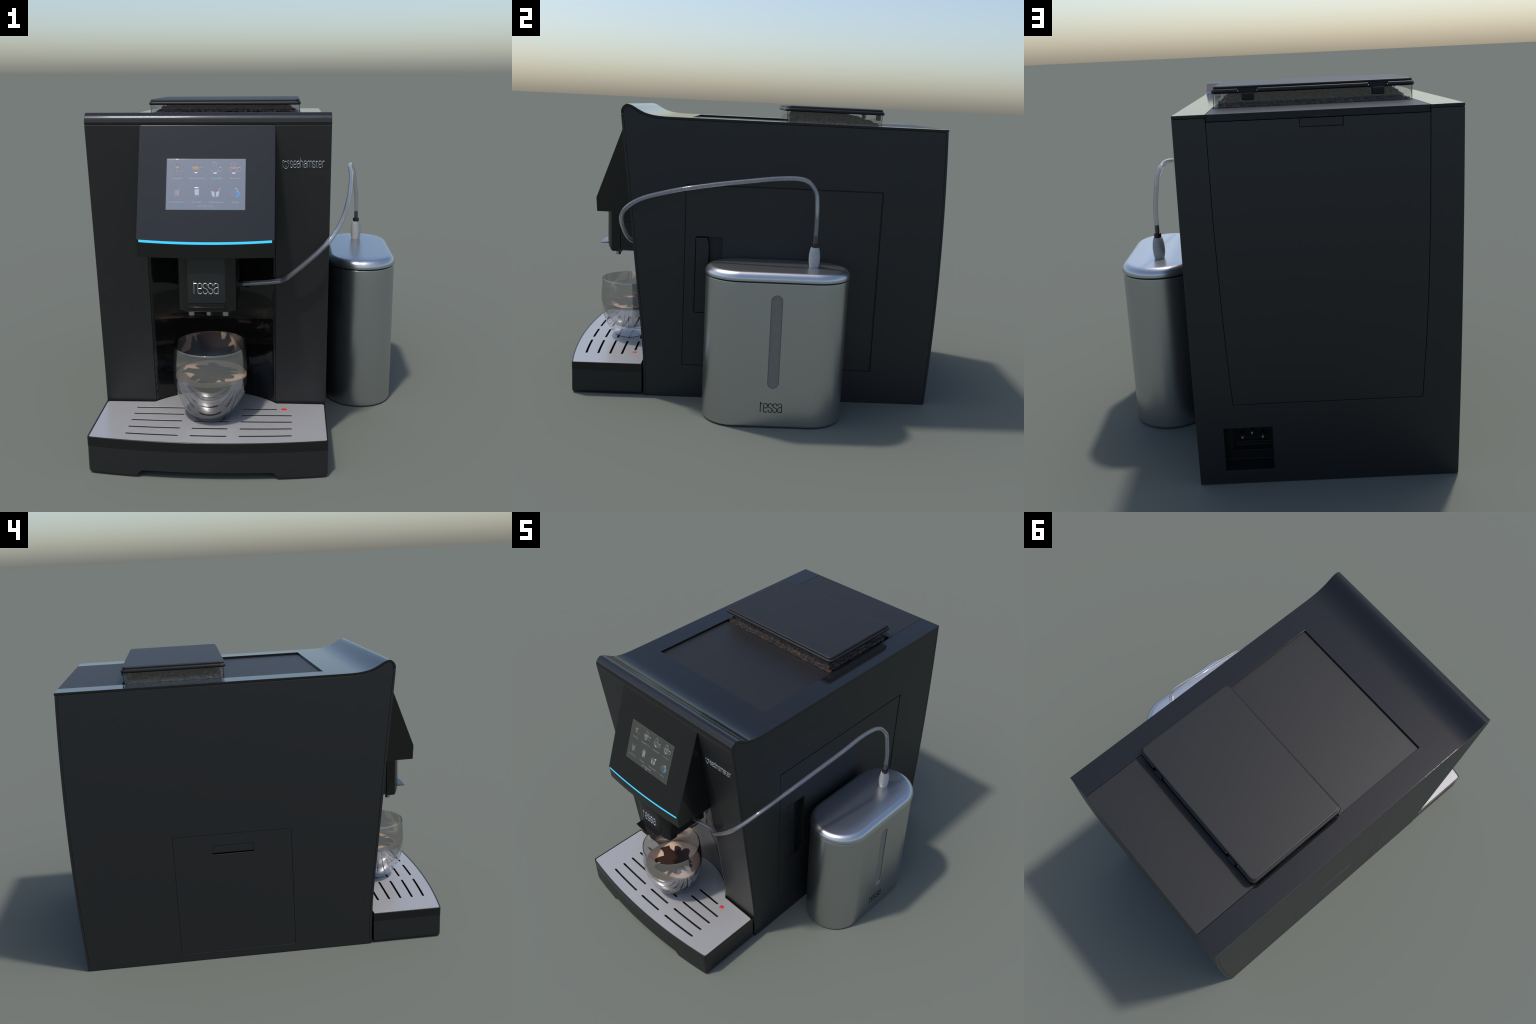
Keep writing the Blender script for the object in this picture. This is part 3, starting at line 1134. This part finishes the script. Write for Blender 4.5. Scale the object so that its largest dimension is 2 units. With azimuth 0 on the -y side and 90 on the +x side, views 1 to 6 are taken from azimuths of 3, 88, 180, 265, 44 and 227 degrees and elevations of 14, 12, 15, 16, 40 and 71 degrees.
# extra layers pressed against the transparent walls
for layer in range(3):
    z = 1.478 + 0.016 * layer
    xx = BX0 + 0.02
    while xx < BX1 - 0.015:
        if z < heap_z(xx, BY0 + 0.02) + 0.02 and layer < 3:
            cands.append((xx + rng.uniform(-.004, .004), BY0 + 0.0155, z + rng.uniform(-.004, .004)))
        if layer < 2:
            cands.append((xx + rng.uniform(-.004, .004), BY1 - 0.0155, z + rng.uniform(-.004, .004)))
        xx += 0.019
    yy = BY0 + 0.03
    while yy < BY1 - 0.02:
        if layer < 2:
            cands.append((BX1 - 0.0155, yy, z + rng.uniform(-.004, .004)))
            cands.append((BX0 + 0.0155, yy, z + rng.uniform(-.004, .004)))
        yy += 0.019
from mathutils import Euler
cands.sort(key=lambda c: min(c[0] - BX0, BX1 - c[0], c[1] - BY0, BY1 - c[1]))
rest = bmesh.new()
hopper_w = world_loc(hopper)
for k, (x, y, z) in enumerate(cands):
    wall = min(x - BX0, BX1 - x, y - BY0, BY1 - y) < 0.017
    if wall:
        # beans lying flat against the clear wall, crease outwards or inwards
        e = Euler((0, 0, rng.uniform(0, 6.28)))
        flip = Matrix.Rotation(math.pi / 2 * rng.choice((-1, 1)) + rng.uniform(-0.4, 0.4), 3,
                               'X' if min(y - BY0, BY1 - y) < 0.017 else 'Y')
        e = (flip @ e.to_matrix()).to_euler()
    else:
        e = Euler((rng.uniform(-1, 1) + (math.pi if rng.random() < 0.5 else 0), rng.uniform(-0.7, 0.7), rng.uniform(0, 6.28)))
    sc = rng.uniform(1.0, 1.3)
    if k < 300:
        o = bpy.data.objects.new("coffee_bean", BM)
        COL.objects.link(o)
        o.parent = hopper
        o.location = Vector((x, y, z)) - hopper_w
        o.rotation_euler = e
        o.scale = (sc, sc, sc)
    else:
        mat4 = Matrix.Translation((x, y, z)) @ e.to_matrix().to_4x4() @ Matrix.Scale(sc, 4)
        tmp = BM.copy()
        tmp.transform(mat4)
        rest.from_mesh(tmp)
        bpy.data.meshes.remove(tmp)
me = bpy.data.meshes.new("m")
rest.to_mesh(me)
rest.free()
o = add("coffee_beans", me, M_BEAN, hopper, 80, weighted=False)
o["kind"] = "stuff"

# ================================================================== MILK CONTAINER
KX, KY = 0.5395, 0.1245
milk = empty("milk_container", (KX, KY, 0), "satin aluminium milk container with rounded lid and clear tube", "milk container")
RXB, HYB = 0.1745, 0.3610
rings = []
for ins, z in ((0.012, 0.0005), (0.006, 0.0015), (0.002, 0.005), (0.0, 0.012), (0.0, 0.20), (0.0, 0.45), (0.0, 0.70), (0.0, 0.7405), (0.0015, 0.7430), (0.006, 0.7440)):
    rings.append([(x, y, z) for x, y in stadium(KX, KY, RXB - ins, HYB - ins, 32)])
bm = loft(rings)
bmesh.ops.recalc_face_normals(bm, faces=bm.faces)
WY0, WY1, WZ0, WZ1 = 0.0925, 0.1490, 0.2070, 0.6845
slot = round_rect(WY0, WY1, WZ0, WZ1, 0.5 * (WY1 - WY0) - 0.0005, 10)
bm = cut(bm, [prism_x(slot, KX + RXB - 0.010, KX + RXB + 0.05)])
bevel(bm, 0.0012, 2, 60)
tank = add("container_body", bm_mesh(bm), M_ALU, milk, 30)
slot2 = round_rect(WY0 + 0.0008, WY1 - 0.0008, WZ0 + 0.0008, WZ1 - 0.0008, 0.5 * (WY1 - WY0) - 0.0015, 10)
bm = prism_x(slot2, KX + RXB - 0.0105, KX + RXB - 0.0055)
add("level_window", bm_mesh(bm), M_WINDOW, tank)
# seam ring and lid
add("seal_ring", bm_mesh(prism_z(stadium(KX, KY, RXB - 0.004, HYB - 0.004, 32), 0.7435, 0.7545)), M_PRINT, milk)
rings = []
LR, LH = 0.1790, 0.3645
prof = [(0.004, 0.7500), (0.0008, 0.7512), (0.0, 0.7535)]
for i in range(1, 13):
    a = math.radians(90 * i / 12)
    prof.append((0.036 * (1 - math.cos(a)), 0.7565 + 0.0375 * math.sin(a)))
prof += [(0.060, 0.7952), (0.10, 0.7965)]
for ins, z in prof:
    rings.append([(x, y, z) for x, y in stadium(KX, KY, LR - ins, LH - ins, 32)])
bm = loft(rings)
add("container_lid", bm_mesh(bm), M_CAP, milk, 40)
# wordmark on the container
ty = [0.0635, 0.0800, 0.1035, 0.1270, 0.1510]
me = lettering([("t", ty[0], 0.0185)] + [(g, y, 0.0185) for g, y in zip("essa", ty[1:])],
               lambda y, z: (KX + RXB + 0.0000, y, 0.0820 + z), 0.0470, 0.0023)
add("wordmark", me, M_PRINT, milk, 60)
# connector
CX, CY = 0.5415, 0.3050
conn = [(0.0205, 0.7900), (0.0222, 0.7935), (0.0245, 0.803), (0.0272, 0.818), (0.0285, 0.835), (0.0282, 0.852), (0.0265, 0.870), (0.0235, 0.885), (0.0208, 0.8945), (0.0195, 0.8965)]
add("tube_connector", bm_mesh(lathe(conn, CX, CY, 48)), M_CONN, milk)
add("connector_collar", bm_mesh(lathe([(0.0160, 0.896), (0.0168, 0.8975), (0.0168, 0.9150), (0.0160, 0.9165)], CX, CY, 36)), M_BLACK, milk)
add("hose_barb", bm_mesh(lathe([(0.0085, 0.916), (0.0085, 0.924), (0.0092, 0.926), (0.0080, 0.934), (0.0092, 0.936), (0.0080, 0.944), (0.0090, 0.946), (0.0075, 0.955)], CX, CY, 28)),
    M_PRINT, milk)
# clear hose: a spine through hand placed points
SPINE = [(0.541, 0.305, 0.917), (0.540, 0.306, 1.031), (0.529, 0.304, 1.118), (0.521, 0.294, 1.176), (0.501, 0.24, 1.227),
         (0.486, 0.124, 1.228), (0.481, -0.031, 1.208), (0.465, -0.223, 1.178), (0.441, -0.422, 1.137), (0.401, -0.602, 1.077),
         (0.325, -0.697, 0.983), (0.177, -0.689, 0.846), (0.117, -0.643, 0.801), (-0.024, -0.653, 0.791), (-0.045, -0.654, 0.7905)]


def catmull(pts, m):
    pts = [Vector(p) for p in pts]
    q = [2 * pts[0] - pts[1]] + pts + [2 * pts[-1] - pts[-2]]
    out = []
    for i in range(len(pts) - 1):
        a, b, c, d = q[i:i + 4]
        for k in range(m):
            t = k / m
            out.append(0.5 * ((2 * b) + (c - a) * t + (2 * a - 5 * b + 4 * c - d) * t * t + (3 * b - a - 3 * c + d) * t ** 3))
    out.append(pts[-1])
    return out


sp = catmull(SPINE, 10)
# smooth the spine lightly
for _ in range(3):
    sp = [sp[0]] + [(sp[i - 1] + 2 * sp[i] + sp[i + 1]) / 4 for i in range(1, len(sp) - 1)] + [sp[-1]]


def sweep_ring(path, r, n=20):
    rings = []
    t0 = (path[1] - path[0]).normalized()
    u = t0.orthogonal().normalized()
    for i, p in enumerate(path):
        t = (path[min(i + 1, len(path) - 1)] - path[max(i - 1, 0)]).normalized()
        u = (u - t * u.dot(t)).normalized()
        w = t.cross(u)
        rings.append([tuple(p + u * (r * math.cos(2 * math.pi * k / n)) + w * (r * math.sin(2 * math.pi * k / n))) for k in range(n)])
    return rings


ro, ri = sweep_ring(sp, 0.0112), sweep_ring(sp, 0.0082)
allr = ro + ri[::-1] + [ro[0]]
n = 20
v = [p for r in ro for p in r] + [p for r in ri for p in r]
f = []
L = len(ro)
for k in range(L - 1):
    for i in range(n):
        j = (i + 1) % n
        f.append([k * n + i, k * n + j, (k + 1) * n + j, (k + 1) * n + i])
        o_ = L * n
        f.append([o_ + k * n + j, o_ + k * n + i, o_ + (k + 1) * n + i, o_ + (k + 1) * n + j])
for k in (0, L - 1):
    for i in range(n):
        j = (i + 1) % n
        f.append([k * n + i, k * n + j, L * n + k * n + j, L * n + k * n + i])
add("milk_tube", bm_mesh(from_data(v, f)), M_TUBE, milk, 60, weighted=False)

# ================================================================== COFFEE GLASS
GX, GY, GZ = -0.1895, -0.7200, 0.1728
cup_o = empty("coffee_glass", (GX, GY, GZ), "double walled clear glass of milky coffee", "coffee glass")


def smooth_profile(keys, m=8):
    pts = catmull([(r, z, 0) for r, z in keys], m)
    return [(max(p.x, 0.0004), p.y) for p in pts]


out_keys = [(0.0, GZ + 0.0005), (0.060, GZ + 0.0006), (0.083, GZ + 0.0030), (0.100, 0.193), (0.120, 0.2180), (0.138, 0.248), (0.1555, 0.290),
            (0.1685, 0.340), (0.1745, 0.395), (0.1742, 0.440), (0.1710, 0.490), (0.1668, 0.5275)]
in_keys = [(0.1645, 0.5275), (0.1680, 0.490), (0.1705, 0.440), (0.1700, 0.405), (0.1650, 0.370), (0.1500, 0.325), (0.1240, 0.280), (0.0900, 0.245), (0.0500, 0.226), (0.0, 0.221)]
wall_o = smooth_profile(out_keys, 6)
# outer shell: thin glass skin
wall_i = [(max(r - 0.0022, 0.0003), z + (0.0022 if r < 0.09 else 0.0006)) for r, z in wall_o][::-1]
add("outer_wall", bm_mesh(lathe(wall_o + [(0.1657, 0.5284)] + wall_i[1:], GX, GY, 96, True, True)), M_GLASS, cup_o, 60, weighted=False)
wi = smooth_profile(in_keys, 6)
# closed thin skin: from the bottom centre up outside, over the rim, down inside
wi_up = wi[::-1]
wi_dn = [(max(r - 0.0018, 0.0003), z + 0.0015) for r, z in wi]
wi_dn[0] = (wi[0][0] - 0.0018, wi[0][1])
add("inner_wall", bm_mesh(lathe(wi_up + wi_dn, GX, GY, 96, True, True)), M_BOWL, cup_o, 60, weighted=False)

# foam disc with dark splash in the middle
FZ = 0.3800
FR = 0.1625
fo = [(FR * 0.90, FZ - 0.010), (FR * 0.975, FZ - 0.004), (FR, FZ), (FR * 0.985, FZ + 0.0022), (FR * 0.94, FZ + 0.0010), (0.02, FZ)]
add("milk_foam", bm_mesh(lathe(fo, GX, GY, 96)), M_FOAM, cup_o, 60)
# irregular splash outline, control points from the centre of the cup
SPLASH = [(-0.146, 0.011), (-0.123, 0.068), (-0.097, 0.057), (-0.06, 0.058), (-0.092, 0.09), (-0.079, 0.107), (-0.053, 0.108), (-0.029, 0.092), (-0.031, 0.122), (-0.012, 0.139), (0.011, 0.132), (0.034, 0.099), (0.064, 0.083), (0.1, 0.076), (0.088, 0.059), (0.115, 0.065), (0.129, 0.045), (0.111, 0.036), (0.075, 0.023), (0.135, 0.005), (0.092, -0.014), (0.116, -0.027), (0.115, -0.058), (0.071, -0.067), (0.078, -0.104), (0.065, -0.105), (0.044, -0.076), (0.03, -0.113), (-0.035, -0.123), (-0.056, -0.109), (-0.044, -0.064), (-0.072, -0.091), (-0.095, -0.073), (-0.09, -0.042), (-0.076, -0.014), (-0.103, 0.004)]
k_ = 0.137 / max(math.hypot(*p) for p in SPLASH)
pts = [(GX + x * min(k_, 1), GY + y * min(k_, 1)) for x, y in SPLASH]
add("coffee_splash", bm_mesh(prism_z(pts, FZ - 0.001, FZ + 0.0016)), M_COFFEE, cup_o, 0)

# clean up orphan data that could confuse counts
for blk in (bpy.data.meshes, bpy.data.curves):
    for d in list(blk):
        if d.users == 0:
            blk.remove(d)
